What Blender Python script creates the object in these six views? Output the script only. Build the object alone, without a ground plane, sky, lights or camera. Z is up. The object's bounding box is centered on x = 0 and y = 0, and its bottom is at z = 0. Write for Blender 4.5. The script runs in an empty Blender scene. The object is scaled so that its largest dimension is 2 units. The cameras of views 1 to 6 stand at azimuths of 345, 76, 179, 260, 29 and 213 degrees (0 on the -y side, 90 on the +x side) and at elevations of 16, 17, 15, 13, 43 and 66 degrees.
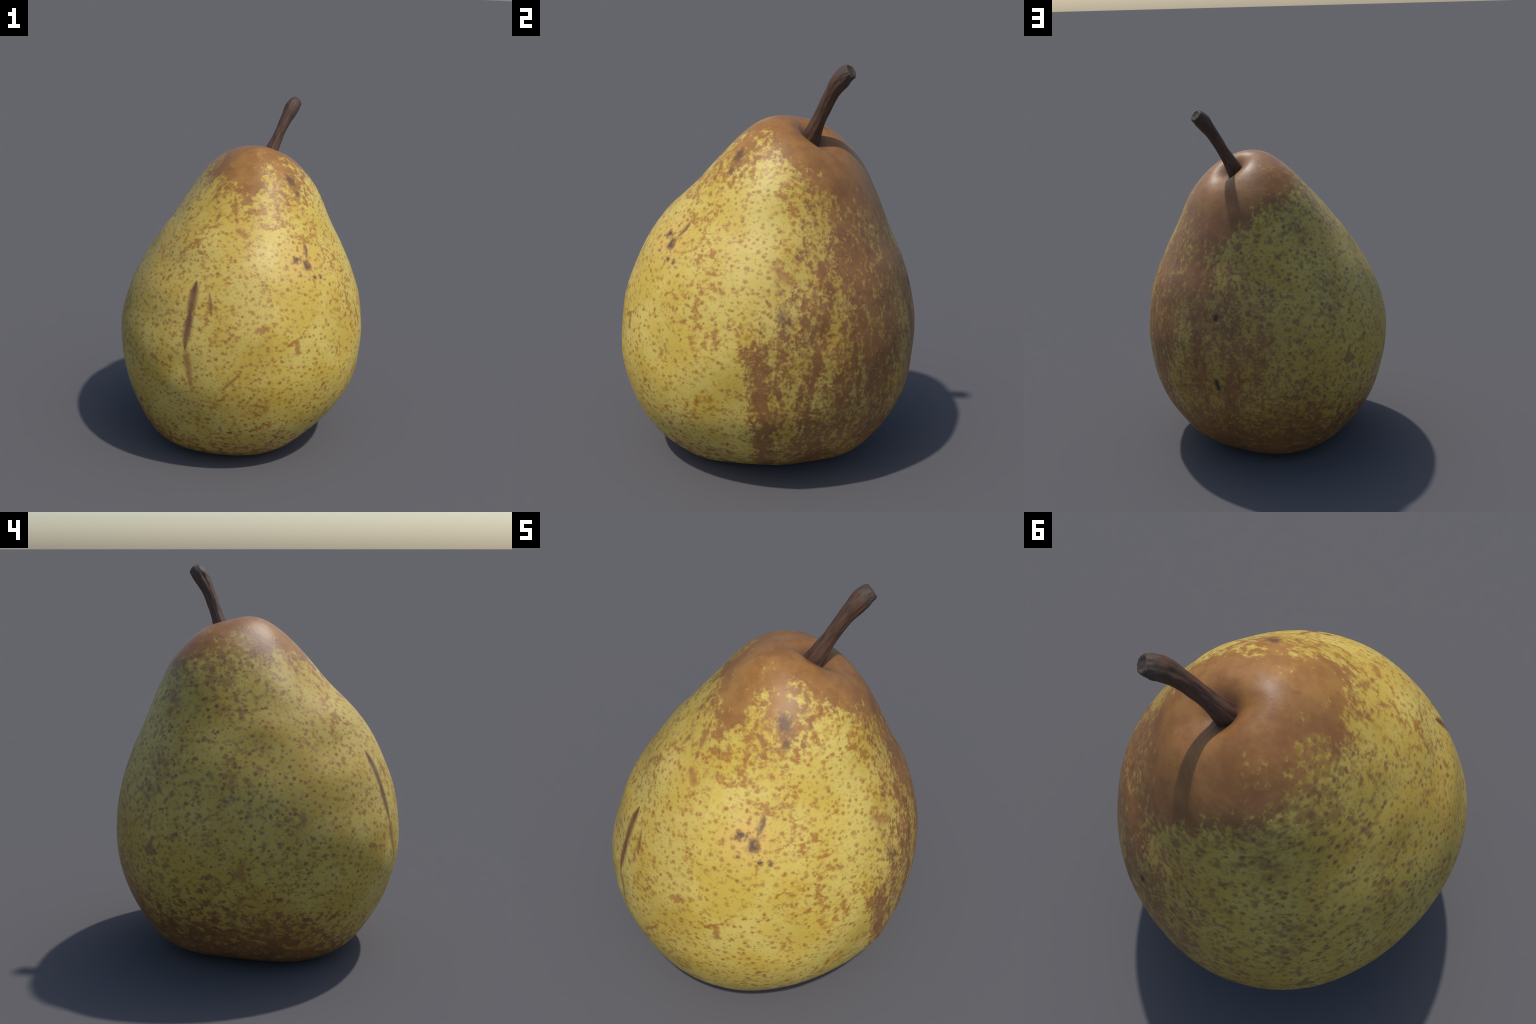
"""A ripe yellow pear with a russet cap, freckled skin and a bent woody stem."""
import math
import bpy
import numpy as np
from mathutils import Vector, noise

TAU = 2 * math.pi

# ------------------------------------------------------------------ fruit shape
# The fruit is a radius around HEART as a function of the angle down from the top
# (15 even steps from crown to base): a round profile plus a lean, an oval, a
# three-lobed and a four-lobed part, each along x and y.
HEART = np.array([0.0, -0.02, 0.72])
PROFILE = {
    "round": [1.000, 0.939, 0.850, 0.774, 0.732, 0.721, 0.721, 0.736, 0.754, 0.775, 0.797, 0.815, 0.785, 0.649, 0.629],
    "lean_x": [0.365, 0.265, 0.157, 0.070, 0.038, 0.020, 0.011, 0.000, -0.004, -0.000, -0.014, -0.042, -0.032, 0.002, 0.036],
    "lean_y": [0.319, 0.290, 0.192, 0.087, 0.040, 0.028, 0.023, 0.021, 0.018, 0.020, 0.024, 0.032, -0.004, -0.011, -0.018],
    "oval_x": [-0.170, -0.130, -0.086, -0.052, -0.031, -0.018, -0.015, -0.016, -0.022, -0.025, -0.032, -0.048, -0.053, -0.054, -0.053],
    "oval_y": [-0.022, 0.014, 0.050, 0.043, 0.013, 0.010, 0.007, 0.005, 0.005, 0.014, 0.022, 0.044, 0.028, 0.011, -0.005],
    "three_x": [0.087, 0.069, 0.038, 0.009, 0.006, 0.003, 0.004, 0.002, 0.004, -0.000, 0.001, 0.001, -0.003, -0.005, -0.006],
    "three_y": [-0.072, -0.055, -0.029, -0.006, 0.002, -0.001, -0.002, -0.005, -0.006, -0.008, -0.006, -0.006, -0.004, -0.002, 0.001],
    "four_x": [0.010, 0.011, 0.011, 0.002, 0.002, -0.001, 0.002, -0.004, -0.003, 0.000, 0.007, 0.006, 0.005, 0.003, 0.001],
    "four_y": [0.048, 0.039, 0.019, 0.002, 0.000, 0.004, 0.003, 0.004, 0.006, 0.005, 0.005, 0.024, 0.023, 0.016, 0.009],
}
STEM_FOOT = np.array([0.178, 0.170, 1.655])
STEM_WAY = np.array([0.40, 0.22, 0.89])
# small sunken places: centre, width, depth
PITS = [((0.283, 0.647, 0.925), 0.014, 0.006), ((0.287, 0.683, 0.540), 0.018, 0.009), ((0.27, 0.03, 0.03), 0.045, 0.030)]

# broad swellings (+) and hollows (-) of the flesh: centre, width, height
SWELLS = [((0.50, -0.20, 0.18), 0.12, 0.022), ((0.17, 0.65, 0.28), 0.12, -0.020), ((0.64, 0.11, 0.32), 0.09, -0.022),
          ((0.47, 0.436, 0.25), 0.08, 0.010), ((0.511, 0.52, 0.53), 0.08, 0.016), ((-0.33, -0.02, 1.39), 0.13, 0.017),
          ((0.66, -0.19, 0.46), 0.09, 0.014), ((-0.47, 0.05, 1.25), 0.10, 0.012), ((-0.50, 0.46, 0.90), 0.10, 0.012), ((-0.68, -0.28, 0.50), 0.10, 0.011),
          ((0.43, -0.60, 0.72), 0.10, -0.014), ((-0.28, 0.60, 0.25), 0.10, 0.013), ((0.71, 0.09, 0.85), 0.08, -0.012), ((-0.53, -0.11, 1.15), 0.10, 0.011),
          ((-0.46, -0.60, 0.67), 0.08, -0.010), ((0.50, 0.13, 0.10), 0.10, -0.030), ((0.19, 0.58, 0.12), 0.11, -0.020)]


def spline_row(row, t):
    """Catmull-Rom through one profile row, mirrored over crown and base."""
    row = np.asarray(row)
    n = len(row)
    i = np.clip(t.astype(int), 0, n - 2)
    f = t - i
    def at(k):
        k = np.abs(k)
        return row[np.where(k > n - 1, 2 * (n - 1) - k, k)]
    return (at(i - 1) * (-.5 * f + f * f - .5 * f ** 3) + at(i) * (1 - 2.5 * f * f + 1.5 * f ** 3)
            + at(i + 1) * (.5 * f + 2 * f * f - 1.5 * f ** 3) + at(i + 2) * (-.5 * f * f + .5 * f ** 3))


def fruit_radius(d):
    down = np.arccos(np.clip(d[:, 2], -1, 1))
    turn = np.arctan2(d[:, 1], d[:, 0])
    t = down / math.pi * 14
    s = np.sin(down)
    r = spline_row(PROFILE["round"], t)
    for k, name in enumerate(("lean", "oval", "three", "four"), 1):
        w = s ** min(k, 2)
        r = r + w * (spline_row(PROFILE[name + "_x"], t) * np.cos(k * turn) + spline_row(PROFILE[name + "_y"], t) * np.sin(k * turn))
    return r


def fruit_points(d):
    p = HEART + d * fruit_radius(d)[:, None]
    for centre, wide, high in SWELLS:
        p = p + d * (high * np.exp(-((p - centre) ** 2).sum(1) / wide ** 2))[:, None]
    # cavity round the stem, with a furrow that runs off along the crown
    rel = p - STEM_FOOT
    along = rel[:, 0] * 0.88 + rel[:, 1] * 0.48
    across = -rel[:, 0] * 0.48 + rel[:, 1] * 0.88
    top = p[:, 2] > 1.35
    hole = np.exp(-(((along - 0.012) / 0.070) ** 2 + (across / 0.075) ** 2))
    furrow = np.exp(-(((along + 0.07) / 0.060) ** 2 + ((across - 0.005) / 0.040) ** 2))
    mouth = np.exp(-(((along - 0.075) / 0.075) ** 2 + ((across - 0.01) / 0.080) ** 2))
    sink = np.where(top, 0.060 * hole + 0.010 * furrow + 0.032 * mouth, 0.0)
    p = p - sink[:, None] * STEM_WAY
    for centre, wide, deep in PITS:
        way = np.array(centre) - HEART
        way = way / np.linalg.norm(way)
        centre = HEART + way * fruit_radius(way[None])[0]
        q = np.linalg.norm((p - centre) * [1, 1, 0.7], axis=1)
        p = p - d * (deep * np.exp(-(q / wide) ** 2))[:, None]
    return p


def on_skin(point):
    """The place on the fruit's skin outward from (or inward to) a point."""
    way = np.array(point) - HEART
    return fruit_points((way / np.linalg.norm(way))[None])[0]


def cube_sphere(n):
    """Even directions over a sphere as a quad mesh (six faces of a cube, welded)."""
    index, dirs, faces = {}, [], []
    for axis in range(3):
        for side in (-1, 1):
            ids = np.empty((n + 1, n + 1), int)
            for a in range(n + 1):
                for b in range(n + 1):
                    key = [0, 0, 0]
                    key[axis] = side * n
                    key[(axis + 1) % 3] = 2 * a - n
                    key[(axis + 2) % 3] = 2 * b - n
                    key = tuple(key)
                    if key not in index:
                        index[key] = len(dirs)
                        dirs.append(key)
                    ids[a, b] = index[key]
            for a in range(n):
                for b in range(n):
                    q = (ids[a, b], ids[a + 1, b], ids[a + 1, b + 1], ids[a, b + 1])
                    faces.append(q if side > 0 else q[::-1])
    d = np.tan(np.array(dirs, float) / n * (math.pi / 4))
    return d / np.linalg.norm(d, axis=1)[:, None], faces


def new_mesh(name, verts, faces, material, parent=None, smooth=True):
    me = bpy.data.meshes.new(name)
    me.from_pydata([tuple(map(float, v)) for v in verts], [], [tuple(map(int, f)) for f in faces])
    me.polygons.foreach_set("use_smooth", [smooth] * len(me.polygons))
    me.update()
    me.materials.append(material)
    ob = bpy.data.objects.new(name, me)
    bpy.context.scene.collection.objects.link(ob)
    ob.parent = parent
    return ob


# ------------------------------------------------------------------ node helpers
class Nodes:
    def __init__(self, name):
        self.mat = bpy.data.materials.new(name)
        self.mat.use_nodes = True
        self.tree = self.mat.node_tree
        self.tree.nodes.clear()
        self.out = self.add("ShaderNodeOutputMaterial")
        self.bsdf = self.add("ShaderNodeBsdfPrincipled")
        self.tree.links.new(self.bsdf.outputs[0], self.out.inputs[0])
        self.pos = self.add("ShaderNodeTexCoord").outputs["Object"]

    def add(self, kind, **props):
        node = self.tree.nodes.new(kind)
        for k, v in props.items():
            setattr(node, k, v)
        return node

    def put(self, socket, value):
        if isinstance(value, bpy.types.NodeSocket):
            self.tree.links.new(value, socket)
        else:
            socket.default_value = value

    def math(self, op, *args, clamp=False):
        node = self.add("ShaderNodeMath", operation=op, use_clamp=clamp)
        for s, v in zip(node.inputs, args):
            self.put(s, v)
        return node.outputs[0]

    def vec(self, op, *args, out=0):
        node = self.add("ShaderNodeVectorMath", operation=op)
        for s, v in zip(node.inputs, args):
            self.put(s, v)
        return node.outputs["Value" if op in ("DOT_PRODUCT", "LENGTH", "DISTANCE") else "Vector"]

    def xyz(self, v):
        node = self.add("ShaderNodeSeparateXYZ")
        self.put(node.inputs[0], v)
        return node.outputs

    def step(self, value, lo, hi, a=0.0, b=1.0, kind="SMOOTHSTEP"):
        node = self.add("ShaderNodeMapRange", interpolation_type=kind)
        for s, v in zip(node.inputs, (value, lo, hi, a, b)):
            self.put(s, v)
        return node.outputs[0]

    def noise(self, where, scale, detail=3.0, rough=0.55, distort=0.0, stretch=None, shift=None):
        where = self.stretched(where, stretch, shift)
        node = self.add("ShaderNodeTexNoise")
        self.put(node.inputs["Vector"], where)
        for k, v in (("Scale", scale), ("Detail", detail), ("Roughness", rough), ("Distortion", distort)):
            self.put(node.inputs[k], v)
        return node.outputs

    def stretched(self, where, stretch, shift=None):
        if stretch is not None:
            where = self.vec("MULTIPLY", where, stretch)
        if shift is not None:
            where = self.vec("ADD", where, shift)
        return where

    def cells(self, where, scale, stretch=None, shift=None, randomness=1.0):
        node = self.add("ShaderNodeTexVoronoi")
        self.put(node.inputs["Vector"], self.stretched(where, stretch, shift))
        self.put(node.inputs["Scale"], scale)
        self.put(node.inputs["Randomness"], randomness)
        return node.outputs["Distance"], node.outputs["Color"]

    def mix(self, factor, a, b):
        node = self.add("ShaderNodeMix", data_type="RGBA")
        node.clamp_factor = True
        for s, v in ((node.inputs[0], factor), (node.inputs[6], a), (node.inputs[7], b)):
            self.put(s, (*v, 1.0) if isinstance(v, tuple) and len(v) == 3 else v)
        return node.outputs[2]

    def curve(self, value, points):
        node = self.add("ShaderNodeFloatCurve")
        c = node.mapping.curves[0]
        while len(c.points) < len(points):
            c.points.new(0.5, 0.5)
        for p, (x, y) in zip(c.points, points):
            p.location = (x, y)
            p.handle_type = "AUTO"
        node.mapping.update()
        self.put(node.inputs["Value"], value)
        return node.outputs[0]

    def biggest(self, *values):
        v = values[0]
        for w in values[1:]:
            v = self.math("MAXIMUM", v, w)
        return v

    def stroke(self, where, a, b, wide, soft=0.5):
        """1 inside a tapered stroke from a to b, 0 outside."""
        a, b = Vector(on_skin(a)), Vector(on_skin(b))
        if (b - a).length < 1e-6:
            return self.step(self.vec("DISTANCE", where, tuple(a)), wide, wide * soft)
        ab = b - a
        t = self.math("MULTIPLY", self.vec("DOT_PRODUCT", self.vec("SUBTRACT", where, tuple(a)), tuple(ab)), 1 / ab.length_squared, clamp=True)
        near = self.add("ShaderNodeMix", data_type="VECTOR")
        self.put(near.inputs[0], t)
        self.put(near.inputs[4], tuple(a))
        self.put(near.inputs[5], tuple(b))
        near = near.outputs[1]
        bow = Vector(on_skin((a + b) / 2)) - (a + b) / 2      # follow the curve of the skin between a and b
        if bow.length > 0.004:
            arch = self.math("MULTIPLY", self.math("MULTIPLY", t, self.math("SUBTRACT", 1.0, t)), 4.0)
            lift = self.add("ShaderNodeVectorMath", operation="SCALE")
            self.put(lift.inputs[0], tuple(bow))
            self.put(lift.inputs["Scale"], arch)
            near = self.vec("ADD", near, lift.outputs[0])
        dist = self.vec("DISTANCE", where, near)
        if ab.length < 3 * wide:
            return self.step(dist, wide, wide * soft)
        taper = self.math("SUBTRACT", 1.0, self.math("POWER", self.math("ABSOLUTE", self.math("MULTIPLY_ADD", t, 2.0, -1.0)), 2.5))
        limit = self.math("MULTIPLY_ADD", taper, wide * 0.85, wide * 0.15)
        return self.step(self.math("DIVIDE", dist, limit), 1.0, soft)


# ------------------------------------------------------------------ skin
def skin_material():
    n = Nodes("pear_skin")
    p = n.pos
    x, y, z = n.xyz(p)
    # compass round the fruit, 0 on the -y side, a quarter on the +x side
    compass = n.math("FRACT", n.math("ADD", n.math("DIVIDE", n.math("ARCTAN2", x, n.math("MULTIPLY", y, -1.0)), TAU), 1.0))
    height = n.math("MULTIPLY", z, 0.5)

    # where on the compass: lower rim of the russet cap (heights 1.2 to 1.75)
    rim_points = [(0, 1.535), (7, 1.555), (31, 1.635), (70, 1.625), (88, 1.57), (105, 1.43), (122, 1.36), (157, 1.335), (170, 1.46),
                  (177, 1.57), (195, 1.545), (217, 1.67), (240, 1.66), (256, 1.60), (275, 1.54), (290, 1.59), (309, 1.55), (333, 1.49), (344, 1.49), (360, 1.535)]
    rim = n.curve(compass, [(a / 360, (h - 1.2) / 0.55) for a, h in rim_points])
    rim = n.math("MULTIPLY_ADD", rim, 0.55, 1.2)
    # the russet flank: its two borders on the compass by height
    left = n.curve(height, [(h / 2, a / 360) for h, a in ((0, 62), (0.29, 66), (0.48, 64), (0.65, 66), (0.96, 72), (1.17, 80), (1.31, 87), (1.6, 90), (2, 90))])
    right = n.curve(height, [(h / 2, a / 360) for h, a in ((0, 215), (0.35, 212), (0.52, 200), (0.75, 190), (0.9, 182), (1.1, 172), (1.33, 162), (1.6, 160), (2, 160))])
    in_left = n.step(n.math("SUBTRACT", compass, left), -0.03, 0.045)
    in_right = n.step(n.math("SUBTRACT", right, compass), -0.10, 0.08, 0.25, 1.0)
    flank = n.math("MULTIPLY", in_left, in_right)

    # noises that fray the russet
    fray_up = n.noise(p, 32, 3, 0.60, 0.3, stretch=(1.0, 1.0, 0.60))["Fac"]
    fray_round = n.noise(p, 23, 3, 0.58, 0.5, stretch=(1.0, 1.0, 1.35), shift=(3.1, 1.7, 0.4))["Fac"]
    fray_fine = n.noise(p, 62, 3, 0.6, 0.2, shift=(7.0, 2.0, 5.0))["Fac"]
    bands = n.noise(p, 5.5, 2, 0.5, 0.3, stretch=(1.0, 1.0, 0.22), shift=(1.3, 0.2, 0.0))["Fac"]
    large = n.noise(p, 3.2, 3, 0.55, shift=(4.0, 9.0, 2.0))["Fac"]

    def fray(value, amount=1.0):
        return n.step(value, 0.5 - 0.22 * amount, 0.5 + 0.22 * amount, kind="LINEAR")
    up = n.math("MULTIPLY_ADD", fray(fray_fine), 0.25, n.math("MULTIPLY", fray(fray_up), 0.75))
    around = n.math("MULTIPLY_ADD", fray(fray_fine), 0.25, n.math("MULTIPLY", fray(fray_round), 0.75))

    # cover values: 0 none, 1 closed russet
    cap_cover = n.math("MULTIPLY_ADD", n.math("SUBTRACT", z, rim), 3.1, 0.62)
    cap_cover = n.math("ADD", cap_cover, n.math("MULTIPLY_ADD", n.step(bands, 0.34, 0.66, kind="LINEAR"), 0.5, -0.25))
    cap = n.step(n.math("SUBTRACT", cap_cover, up), -0.18, 0.26)

    inner = n.step(compass, 0.25, 0.33)   # deeper into the flank the russet closes up
    flank_cover = n.math("MULTIPLY_ADD", n.step(bands, 0.36, 0.64), 0.26, n.math("MULTIPLY_ADD", inner, 0.05, 0.39))
    flank_cover = n.math("MULTIPLY", flank, flank_cover)
    loose_p = n.vec("SUBTRACT", n.vec("MULTIPLY_ADD", n.noise(p, 10, 3, 0.65)["Color"], (0.12, 0.12, 0.12), p), (0.06, 0.06, 0.06))
    blotch_line = [(0.668, -0.225, 0.78), (0.68, -0.205, 0.62), (0.66, -0.185, 0.42), (0.57, -0.16, 0.22), (0.45, -0.12, 0.08)]
    band_line = [(0.60, 0.115, 1.15), (0.68, 0.09, 0.92), (0.705, 0.03, 0.70), (0.70, 0.0, 0.50)]
    solid = n.biggest(*[n.stroke(loose_p, a, b, 0.135, 0.0) for a, b in zip(blotch_line, blotch_line[1:])],
                      *[n.stroke(loose_p, a, b, 0.085, 0.0) for a, b in zip(band_line, band_line[1:])])
    flank_cover = n.biggest(flank_cover, n.math("MULTIPLY", solid, 0.76))
    mottle = n.math("MULTIPLY_ADD", fray(fray_fine), 0.45, n.math("MULTIPLY", fray(fray_up), 0.55))
    flank_mask = n.step(n.math("SUBTRACT", flank_cover, mottle), -0.20, 0.22)

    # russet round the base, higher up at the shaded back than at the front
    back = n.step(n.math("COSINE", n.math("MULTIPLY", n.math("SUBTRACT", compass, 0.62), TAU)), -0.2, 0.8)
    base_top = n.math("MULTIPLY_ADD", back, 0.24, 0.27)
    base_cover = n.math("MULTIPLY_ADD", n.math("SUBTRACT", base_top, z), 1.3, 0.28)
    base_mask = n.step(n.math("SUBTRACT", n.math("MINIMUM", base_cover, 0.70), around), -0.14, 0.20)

    # loose flecks and blotches everywhere
    fleck_cover = n.math("MULTIPLY_ADD", n.step(large, 0.44, 0.66), 0.22, n.math("MULTIPLY_ADD", back, 0.02, 0.21))
    neck = n.step(z, 1.25, 1.5)
    fleck_cover = n.math("MULTIPLY_ADD", neck, 0.10, fleck_cover)
    fleck = n.step(n.math("SUBTRACT", fleck_cover, around), -0.14, 0.22)

    # lenticels: small round pores
    wobble = n.vec("MULTIPLY_ADD", n.noise(p, 45, 2)["Color"], (0.016, 0.016, 0.016), p)
    def dots(scale, size, share, shift):
        dist, tint = n.cells(wobble, scale, shift=shift, stretch=(1.0, 1.0, 1.18))
        r, g, b = n.xyz(tint)
        reach = n.math("MULTIPLY_ADD", g, size * 0.6, size * 0.55)
        dot = n.step(n.math("DIVIDE", dist, reach), 1.12, 0.20)
        strength = n.math("MULTIPLY_ADD", b, 0.40, 0.62)
        return n.math("MULTIPLY", n.math("MULTIPLY", dot, strength), n.step(r, share + 0.12, share - 0.12))
    lenticel = n.biggest(dots(24, 0.36, 0.98, (0, 0, 0)), dots(28, 0.39, 0.98, (5, 3, 1)), dots(22, 0.34, 0.98, (2, 8, 4)),
                         n.math("MULTIPLY", dots(48, 0.32, 0.8, (7, 1, 3)), 0.6), n.math("MULTIPLY", dots(52, 0.32, 0.8, (4, 6, 9)), 0.6))
    lenticel = n.math("MULTIPLY", lenticel, 0.96)

    # scars and dark spots
    rough_p = n.vec("SUBTRACT", n.vec("MULTIPLY_ADD", n.noise(p, 32, 3, 0.7)["Color"], (0.050, 0.050, 0.050), p), (0.025, 0.025, 0.025))
    fine_p = n.vec("SUBTRACT", n.vec("MULTIPLY_ADD", n.noise(p, 30, 3, 0.6)["Color"], (0.014, 0.014, 0.014), p), (0.007, 0.007, 0.007))
    scar = n.biggest(
        n.stroke(fine_p, (-0.370, -0.475, 1.10), (-0.415, -0.545, 0.90), 0.042, 0.15),
        n.stroke(fine_p, (-0.405, -0.535, 0.96), (-0.444, -0.582, 0.755), 0.038, 0.15),
        n.math("MULTIPLY", n.stroke(fine_p, (-0.316, -0.552, 1.055), (-0.309, -0.603, 0.940), 0.019, 0.1), 0.7),
        n.math("MULTIPLY", n.stroke(fine_p, (-0.172, -0.731, 0.662), (-0.268, -0.700, 0.555), 0.014, 0.2), 0.6))
    rusty = n.biggest(
        n.stroke(rough_p, (-0.444, -0.582, 0.78), (-0.415, -0.626, 0.55), 0.030, 0.2),
        n.stroke(rough_p, (-0.118, -0.226, 1.52), (-0.135, -0.365, 1.36), 0.022, 0.2),
        n.stroke(rough_p, (-0.130, -0.39, 1.35), (-0.10, -0.43, 1.325), 0.030, 0.2),
        n.stroke(rough_p, (-0.205, -0.25, 1.42), (-0.255, -0.318, 1.34), 0.014, 0.2),
        n.stroke(rough_p, (0.185, -0.235, 1.56), (0.208, -0.297, 1.475), 0.009, 0.2),
        n.stroke(rough_p, (0.235, -0.40, 1.34), (0.237, -0.47, 1.235), 0.020, 0.1),
        n.stroke(rough_p, (-0.09, -0.714, 0.885), (-0.035, -0.72, 0.90), 0.022, 0.2),
        n.stroke(rough_p, (0.143, -0.745, 0.82), (0.140, -0.752, 0.755), 0.022, 0.2),
        n.stroke(rough_p, (0.44, -0.63, 0.735), (0.41, -0.66, 0.675), 0.016, 0.2),
        n.stroke(rough_p, (0.536, -0.359, 1.048), (0.55, -0.35, 1.03), 0.018, 0.2),
        n.stroke(rough_p, (0.606, -0.409, 0.87), (0.61, -0.409, 0.84), 0.022, 0.2),
        n.stroke(loose_p, (0.59, -0.115, 1.145), (0.62, -0.07, 1.10), 0.050, 0.05),
        n.stroke(rough_p, (-0.492, -0.142, 1.178), (-0.492, -0.135, 1.178), 0.022, 0.2),
        n.stroke(rough_p, (-0.680, 0.199, 0.64), (-0.680, 0.199, 0.57), 0.030, 0.2))
    dark = n.biggest(
        n.stroke(rough_p, (0.225, -0.520, 1.190), (0.228, -0.53, 1.172), 0.036, 0.1),
        n.stroke(rough_p, (0.157, -0.525, 1.211), (0.165, -0.525, 1.207), 0.029, 0.1),
        n.stroke(rough_p, (0.189, -0.513, 1.212), (0.189, -0.513, 1.212), 0.022, 0.1),
        n.stroke(rough_p, (0.308, -0.529, 1.113), (0.308, -0.529, 1.113), 0.023, 0.1),
        n.stroke(rough_p, (0.264, -0.547, 1.123), (0.270, -0.547, 1.12), 0.018, 0.1),
        n.stroke(rough_p, (0.175, -0.572, 1.140), (0.175, -0.572, 1.140), 0.016, 0.1),
        n.math("MULTIPLY", n.stroke(rough_p, (0.240, -0.43, 1.295), (0.232, -0.50, 1.21), 0.026, 0.1), 0.7),
        n.math("MULTIPLY", n.stroke(rough_p, (0.200, -0.188, 1.598), (0.218, -0.205, 1.568), 0.047, 0.1), 0.8),
        n.math("MULTIPLY", n.stroke(rough_p, (0.245, -0.238, 1.53), (0.248, -0.242, 1.518), 0.025, 0.1), 0.8),
        n.math("MULTIPLY", n.stroke(loose_p, (0.672, -0.105, 0.945), (0.68, -0.09, 0.915), 0.060, 0.05), 0.7),
        n.math("MULTIPLY", n.stroke(rough_p, (-0.682, -0.095, 0.873), (-0.684, -0.095, 0.835), 0.030, 0.1), 0.55))
    pit = n.biggest(n.stroke(fine_p, (0.283, 0.647, 0.930), (0.283, 0.647, 0.918), 0.027, 0.1),
                    n.stroke(fine_p, (0.292, 0.682, 0.570), (0.284, 0.684, 0.530), 0.030, 0.0))
    halo = n.step(n.vec("DISTANCE", p, tuple(on_skin((0.20, -0.52, 1.20)))), 0.17, 0.02)

    # colours
    mood = n.noise(p, 4.5, 3, 0.6, shift=(2.0, 4.0, 6.0))["Fac"]
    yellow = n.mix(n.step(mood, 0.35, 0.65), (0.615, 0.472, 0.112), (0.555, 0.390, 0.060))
    darkened_side = n.step(n.math("COSINE", n.math("MULTIPLY", n.math("SUBTRACT", compass, 0.60), TAU)), -0.35, 0.75)
    flesh = n.mix(darkened_side, yellow, n.mix(n.step(mood, 0.35, 0.65), (0.53, 0.395, 0.078), (0.495, 0.335, 0.048)))
    flesh = n.mix(n.math("MULTIPLY", halo, 0.5), flesh, (0.66, 0.40, 0.12))

    tone = n.noise(p, 11, 4, 0.65, shift=(8.0, 1.0, 3.0))["Fac"]
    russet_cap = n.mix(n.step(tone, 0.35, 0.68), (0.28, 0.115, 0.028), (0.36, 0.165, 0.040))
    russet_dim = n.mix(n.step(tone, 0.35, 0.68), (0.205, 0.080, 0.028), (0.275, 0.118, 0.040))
    paler_front = n.step(n.math("COSINE", n.math("MULTIPLY", n.math("SUBTRACT", compass, 0.03), TAU)), -0.3, 0.8)
    russet = n.mix(n.math("MULTIPLY", n.step(z, 1.30, 1.62), n.math("MULTIPLY_ADD", paler_front, 0.65, 0.35)), russet_dim, russet_cap)

    smudge_noise = n.noise(p, 17, 2, 0.5, 0.1, stretch=(1.0, 1.0, 1.3), shift=(6.0, 3.0, 8.0))["Fac"]
    smudge_side = n.step(n.math("COSINE", n.math("MULTIPLY", n.math("SUBTRACT", compass, 0.565), TAU)), 0.25, 0.85)
    smudge = n.math("MULTIPLY", n.step(smudge_noise, 0.54, 0.74), smudge_side)
    dusk = n.biggest(n.stroke(loose_p, (-0.08, 0.40, 1.52), (-0.20, 0.46, 1.30), 0.12, 0.0), n.stroke(loose_p, (-0.30, 0.53, 1.08), (-0.33, 0.58, 0.92), 0.12, 0.0))
    dusk = n.math("MULTIPLY", dusk, n.step(around, 0.85, 0.25))
    freckle = n.mix(darkened_side, (0.33, 0.130, 0.020), (0.19, 0.082, 0.032))
    colour = n.mix(n.math("MULTIPLY", fleck, n.math("MULTIPLY_ADD", darkened_side, -0.30, 0.85)), flesh, freckle)
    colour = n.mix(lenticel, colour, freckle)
    colour = n.mix(n.math("MAXIMUM", n.math("MULTIPLY", smudge, 0.75), n.math("MULTIPLY", dusk, 0.65)), colour, (0.175, 0.088, 0.038))
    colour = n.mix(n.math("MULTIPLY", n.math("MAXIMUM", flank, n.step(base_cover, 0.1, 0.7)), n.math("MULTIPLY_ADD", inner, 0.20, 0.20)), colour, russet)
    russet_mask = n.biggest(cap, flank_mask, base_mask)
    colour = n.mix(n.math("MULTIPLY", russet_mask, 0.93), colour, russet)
    colour = n.mix(n.math("MULTIPLY", rusty, 0.75), colour, (0.32, 0.135, 0.035))
    colour = n.mix(n.math("MULTIPLY", scar, n.math("MULTIPLY_ADD", tone, 0.6, 0.60)), colour, (0.145, 0.048, 0.026))
    colour = n.mix(n.math("MULTIPLY", dark, 0.95), colour, (0.105, 0.048, 0.030))
    colour = n.mix(n.math("MULTIPLY", pit, 0.95), colour, (0.025, 0.018, 0.015))
    # dark greyish ring where the fruit meets the stem
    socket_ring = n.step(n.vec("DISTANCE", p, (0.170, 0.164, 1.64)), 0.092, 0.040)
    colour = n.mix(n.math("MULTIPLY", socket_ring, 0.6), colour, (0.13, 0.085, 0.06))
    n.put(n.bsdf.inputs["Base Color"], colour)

    n.put(n.bsdf.inputs["Roughness"], n.math("MULTIPLY_ADD", russet_mask, -0.02, n.math("MULTIPLY_ADD", tone, 0.12, 0.43)))
    n.put(n.bsdf.inputs["Specular IOR Level"], 0.42)
    relief = n.math("MULTIPLY_ADD", fray_up, 0.9, n.math("MULTIPLY", fray_fine, 0.5))
    bump = n.add("ShaderNodeBump")
    n.put(bump.inputs["Strength"], n.math("MULTIPLY_ADD", russet_mask, 0.16, 0.12))
    n.put(bump.inputs["Distance"], 0.004)
    n.put(bump.inputs["Height"], relief)
    n.put(n.bsdf.inputs["Normal"], bump.outputs[0])
    return n.mat


# ------------------------------------------------------------------ stem
STEM_AXIS = [(0.135, 0.145, 1.560), (0.157, 0.157, 1.620), (0.187, 0.172, 1.681), (0.218, 0.188, 1.742), (0.250, 0.206, 1.804),
             (0.283, 0.225, 1.865), (0.314, 0.245, 1.915), (0.341, 0.266, 1.950), (0.363, 0.285, 1.971)]
STEM_RADIUS = [0.050, 0.047, 0.039, 0.0325, 0.0305, 0.0335, 0.0395, 0.0405, 0.0345]


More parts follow.
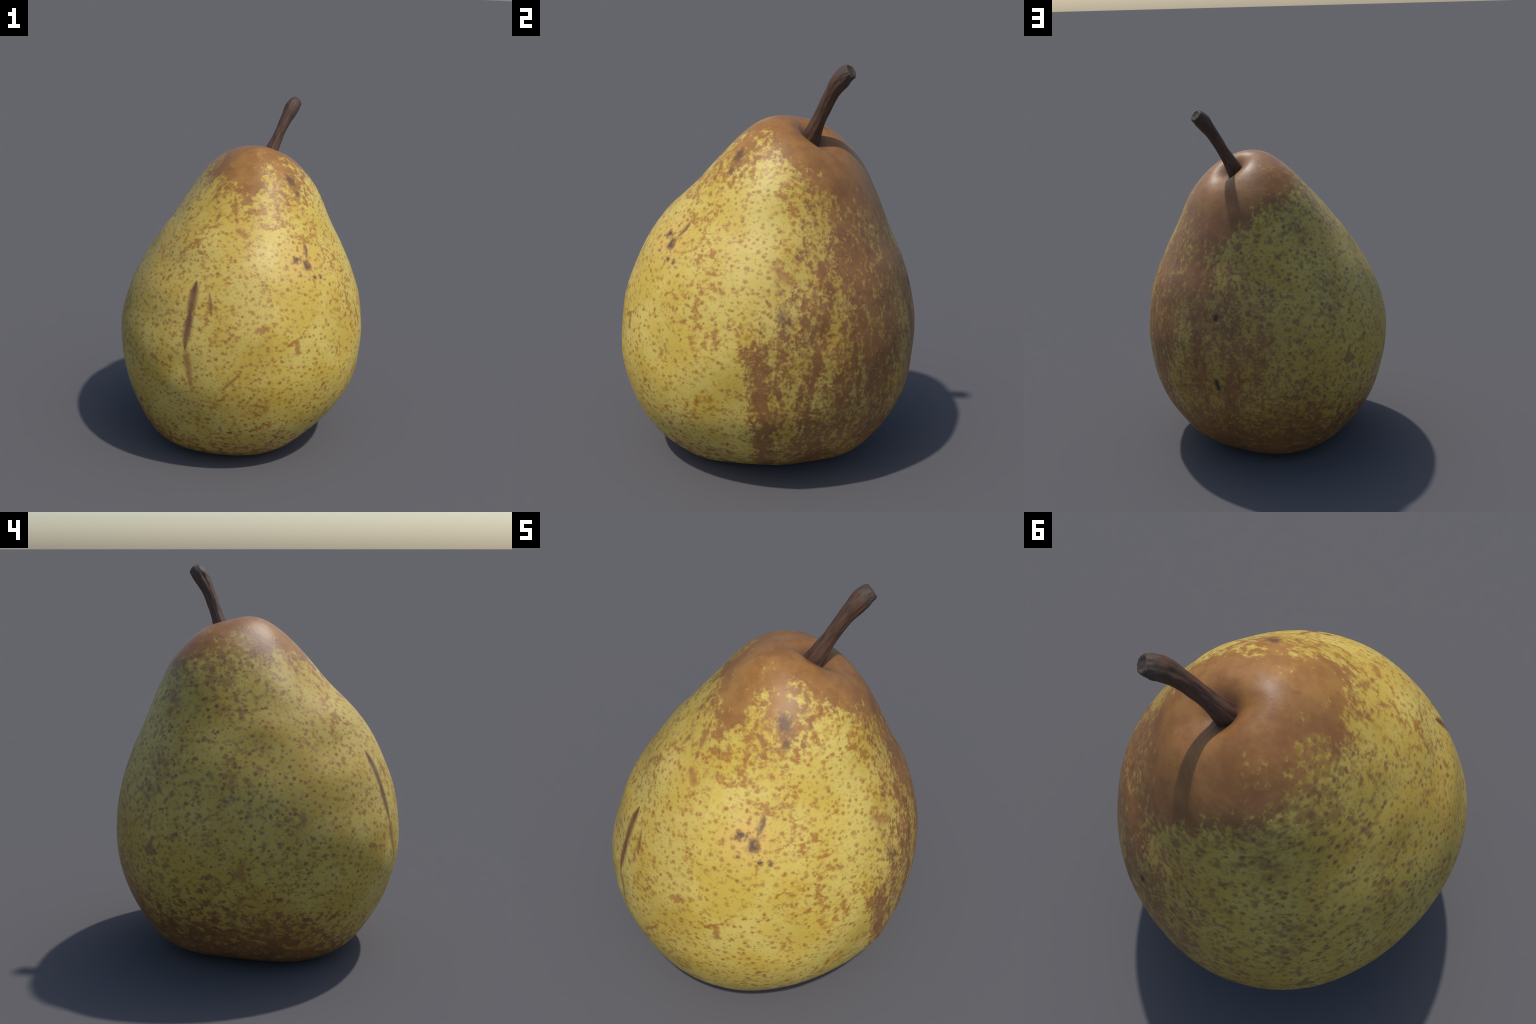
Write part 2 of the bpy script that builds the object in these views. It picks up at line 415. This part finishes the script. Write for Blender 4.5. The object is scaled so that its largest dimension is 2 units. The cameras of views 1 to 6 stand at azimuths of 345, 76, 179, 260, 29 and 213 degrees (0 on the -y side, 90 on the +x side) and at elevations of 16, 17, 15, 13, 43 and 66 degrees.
def stem_lofts(rings=110, around=56):
    axis, radius = np.array(STEM_AXIS), np.array(STEM_RADIUS)
    t = np.linspace(0, len(axis) - 1.0001, rings)
    def through(rows, tt):
        i = tt.astype(int)
        f = (tt - i)
        if rows.ndim > 1:
            f = f[:, None]
        ext = np.concatenate([2 * rows[:1] - rows[1:2], rows, 2 * rows[-1:] - rows[-2:-1]])
        a, b, c, d = ext[i], ext[i + 1], ext[i + 2], ext[i + 3]
        return 0.5 * (2 * b + (c - a) * f + (2 * a - 5 * b + 4 * c - d) * f * f + (3 * b - a - 3 * c + d) * f ** 3)
    centre, rad = through(axis, t), through(radius, t)
    way = np.gradient(centre, axis=0)
    way /= np.linalg.norm(way, axis=1)[:, None]
    side = np.cross(way, [0.48, -0.88, 0.0])
    side /= np.linalg.norm(side, axis=1)[:, None]
    other = np.cross(way, side)
    verts = []
    for k in range(rings):
        u = k / (rings - 1)
        for j in range(around):
            a = j / around * TAU
            ridge = 0.022 * math.sin(3 * a + 2.2 * u + 0.5) + 0.018 * math.sin(5 * a - 3 * u) + 0.010 * math.sin(8 * a + 4 * u) * u
            q = Vector((math.cos(a) * 2.2, math.sin(a) * 2.2, u * 5))
            knob = 0.10 * noise.noise(q) + (0.10 * u) * noise.noise(q * 2.3 + Vector((3, 1, 7)))
            r = rad[k] * (1 + ridge + knob)
            verts.append(centre[k] + r * (math.cos(a) * 1.03 * side[k] + math.sin(a) * 0.97 * other[k]))
    verts = np.array(verts)
    faces = [(k * around + j, k * around + (j + 1) % around, (k + 1) * around + (j + 1) % around, (k + 1) * around + j)
             for k in range(rings - 1) for j in range(around)]
    return verts, faces, centre[-1], way[-1], verts[-around:], rad[-1]


def stem_end(rim, centre, way, radius):
    """The torn end face: a bevelled lip, a hollow ring and a raised pith."""
    around = len(rim)
    verts, faces = [tuple(v) for v in rim], []
    for s, lift in ((0.93, 0.10), (0.80, 0.17), (0.66, 0.15), (0.48, 0.06), (0.28, 0.06), (0.12, 0.10)):
        base = len(verts) - around
        for j in range(around):
            a = j / around * TAU
            bump = 0.07 * noise.noise(Vector((math.cos(a) * s * 3, math.sin(a) * s * 3, 4.2)))
            verts.append(tuple(centre + (np.array(rim[j]) - centre) * s + way * radius * (lift + bump)))
        faces += [(base + j, base + (j + 1) % around, base + around + (j + 1) % around, base + around + j) for j in range(around)]
    verts.append(tuple(centre + way * radius * 0.12))
    base = len(verts) - 1 - around
    faces += [(base + j, base + (j + 1) % around, len(verts) - 1) for j in range(around)]
    return verts, faces


def bark_material():
    n = Nodes("stem_bark")
    p = n.pos
    z = n.xyz(p)[2]
    # coordinates turned so that grain runs along the stem
    way = Vector((0.42, 0.27, 0.87)).normalized()
    along = n.add("ShaderNodeVectorMath", operation="SCALE")
    n.put(along.inputs[0], tuple(way))
    n.put(along.inputs["Scale"], n.math("MULTIPLY", n.vec("DOT_PRODUCT", p, tuple(way)), 0.82))
    grain_p = n.vec("SUBTRACT", p, along.outputs[0])
    grain = n.noise(grain_p, 75, 4, 0.65)["Fac"]
    patch = n.noise(p, 17, 3, 0.6)["Fac"]
    colour = n.mix(n.step(grain, 0.34, 0.68), (0.060, 0.031, 0.020), (0.110, 0.059, 0.037))
    colour = n.mix(n.math("MULTIPLY", n.step(patch, 0.45, 0.68), 0.5), colour, (0.110, 0.048, 0.028))
    tip = n.math("MULTIPLY", n.step(z, 1.86, 1.97), n.step(patch, 0.60, 0.40))
    colour = n.mix(n.math("MULTIPLY", tip, 0.5), colour, (0.062, 0.050, 0.040))
    n.put(n.bsdf.inputs["Base Color"], colour)
    n.put(n.bsdf.inputs["Roughness"], 0.62)
    n.put(n.bsdf.inputs["Specular IOR Level"], 0.35)
    bump = n.add("ShaderNodeBump")
    n.put(bump.inputs["Strength"], 0.35)
    n.put(bump.inputs["Distance"], 0.004)
    n.put(bump.inputs["Height"], n.math("MULTIPLY_ADD", patch, 0.6, grain))
    n.put(n.bsdf.inputs["Normal"], bump.outputs[0])
    return n.mat


def torn_wood_material():
    n = Nodes("stem_torn_wood")
    patch = n.noise(n.pos, 38, 3, 0.6)["Fac"]
    colour = n.mix(n.step(patch, 0.42, 0.68), (0.048, 0.034, 0.026), (0.11, 0.066, 0.038))
    n.put(n.bsdf.inputs["Base Color"], colour)
    n.put(n.bsdf.inputs["Roughness"], 0.7)
    bump = n.add("ShaderNodeBump")
    n.put(bump.inputs["Strength"], 0.6)
    n.put(bump.inputs["Distance"], 0.003)
    n.put(bump.inputs["Height"], patch)
    n.put(n.bsdf.inputs["Normal"], bump.outputs[0])
    return n.mat


def dry_sepal_material():
    n = Nodes("dry_sepal")
    grain = n.noise(n.pos, 60, 3, 0.6)["Fac"]
    n.put(n.bsdf.inputs["Base Color"], n.mix(grain, (0.05, 0.032, 0.02), (0.13, 0.08, 0.045)))
    n.put(n.bsdf.inputs["Roughness"], 0.75)
    return n.mat


# ------------------------------------------------------------------ build
pear = bpy.data.objects.new("pear", None)
bpy.context.scene.collection.objects.link(pear)
pear["label"] = "ripe yellow pear with russet cap, brown freckles, bent stem"
pear["category"] = "fruit"

dirs, quads = cube_sphere(200)
points = fruit_points(dirs)
# gentle unevenness of the flesh
lump = np.array([noise.noise(Vector(v * 3.1)) * 0.0022 + noise.noise(Vector(v * 9.0)) * 0.0008 for v in points])
points = points + dirs * lump[:, None]
points[:, 2] = np.where(points[:, 2] < 0.012, 0.012 - 0.012 * np.tanh((0.012 - points[:, 2]) / 0.012), points[:, 2])
points[:, 2] -= points[:, 2].min()
flesh_body = new_mesh("fruit_body", points, quads, skin_material(), pear)

verts, faces, end_centre, end_way, end_rim, end_radius = stem_lofts()
stem = new_mesh("stem", verts, faces, bark_material(), pear)
verts, faces = stem_end(end_rim, end_centre, end_way, end_radius)
new_mesh("stem_end", verts, faces, torn_wood_material(), stem)

# dried flower remains in the hollow under the fruit
low = fruit_points(np.array([[0.0, 0.0, -1.0]]))[0]
sepal_mat = dry_sepal_material()
cup_verts = [(low[0] + r * math.cos(a / 24 * TAU), low[1] + r * math.sin(a / 24 * TAU), low[2] + h)
             for r, h in ((0.055, 0.012), (0.048, -0.012), (0.034, -0.010), (0.020, 0.004)) for a in range(24)]
cup_faces = [(k * 24 + a, (k + 1) * 24 + a, (k + 1) * 24 + (a + 1) % 24, k * 24 + (a + 1) % 24) for k in range(3) for a in range(24)]
cup_faces.append(tuple(range(95, 71, -1))[::-1])
calyx = new_mesh("calyx", cup_verts, cup_faces, sepal_mat, pear)
leaf_verts, leaf_faces = [], []
for i in range(9):
    u = i / 8
    w = 0.020 * (1 - u) ** 0.7 + 0.0015
    for s in (-1, -0.5, 0, 0.5, 1):
        for side in (0, 1):
            leaf_verts.append((0.042 + 0.030 * u, s * w, -0.010 - 0.032 * math.sin(u * 2.2) + 0.008 * s * s + side * 0.0025))
for i in range(8):
    for j in range(4):
        a = i * 10 + j * 2
        leaf_faces += [(a, a + 10, a + 12, a + 2), (a + 1, a + 3, a + 13, a + 11)]
    a = i * 10
    leaf_faces += [(a, a + 1, a + 11, a + 10), (a + 8, a + 18, a + 19, a + 9)]
first = new_mesh("sepal", leaf_verts, leaf_faces, sepal_mat, calyx)
for k in range(5):
    leaf = first if k == 0 else first.copy()
    if k:
        bpy.context.scene.collection.objects.link(leaf)
    leaf.location = tuple(low)
    leaf.rotation_euler = (0, 0.12 * math.sin(k * 2.1), k / 5 * TAU + 0.2 * math.sin(k * 3.7))
    leaf.scale = (1, 1, 0.9 + 0.15 * math.sin(k * 1.7))
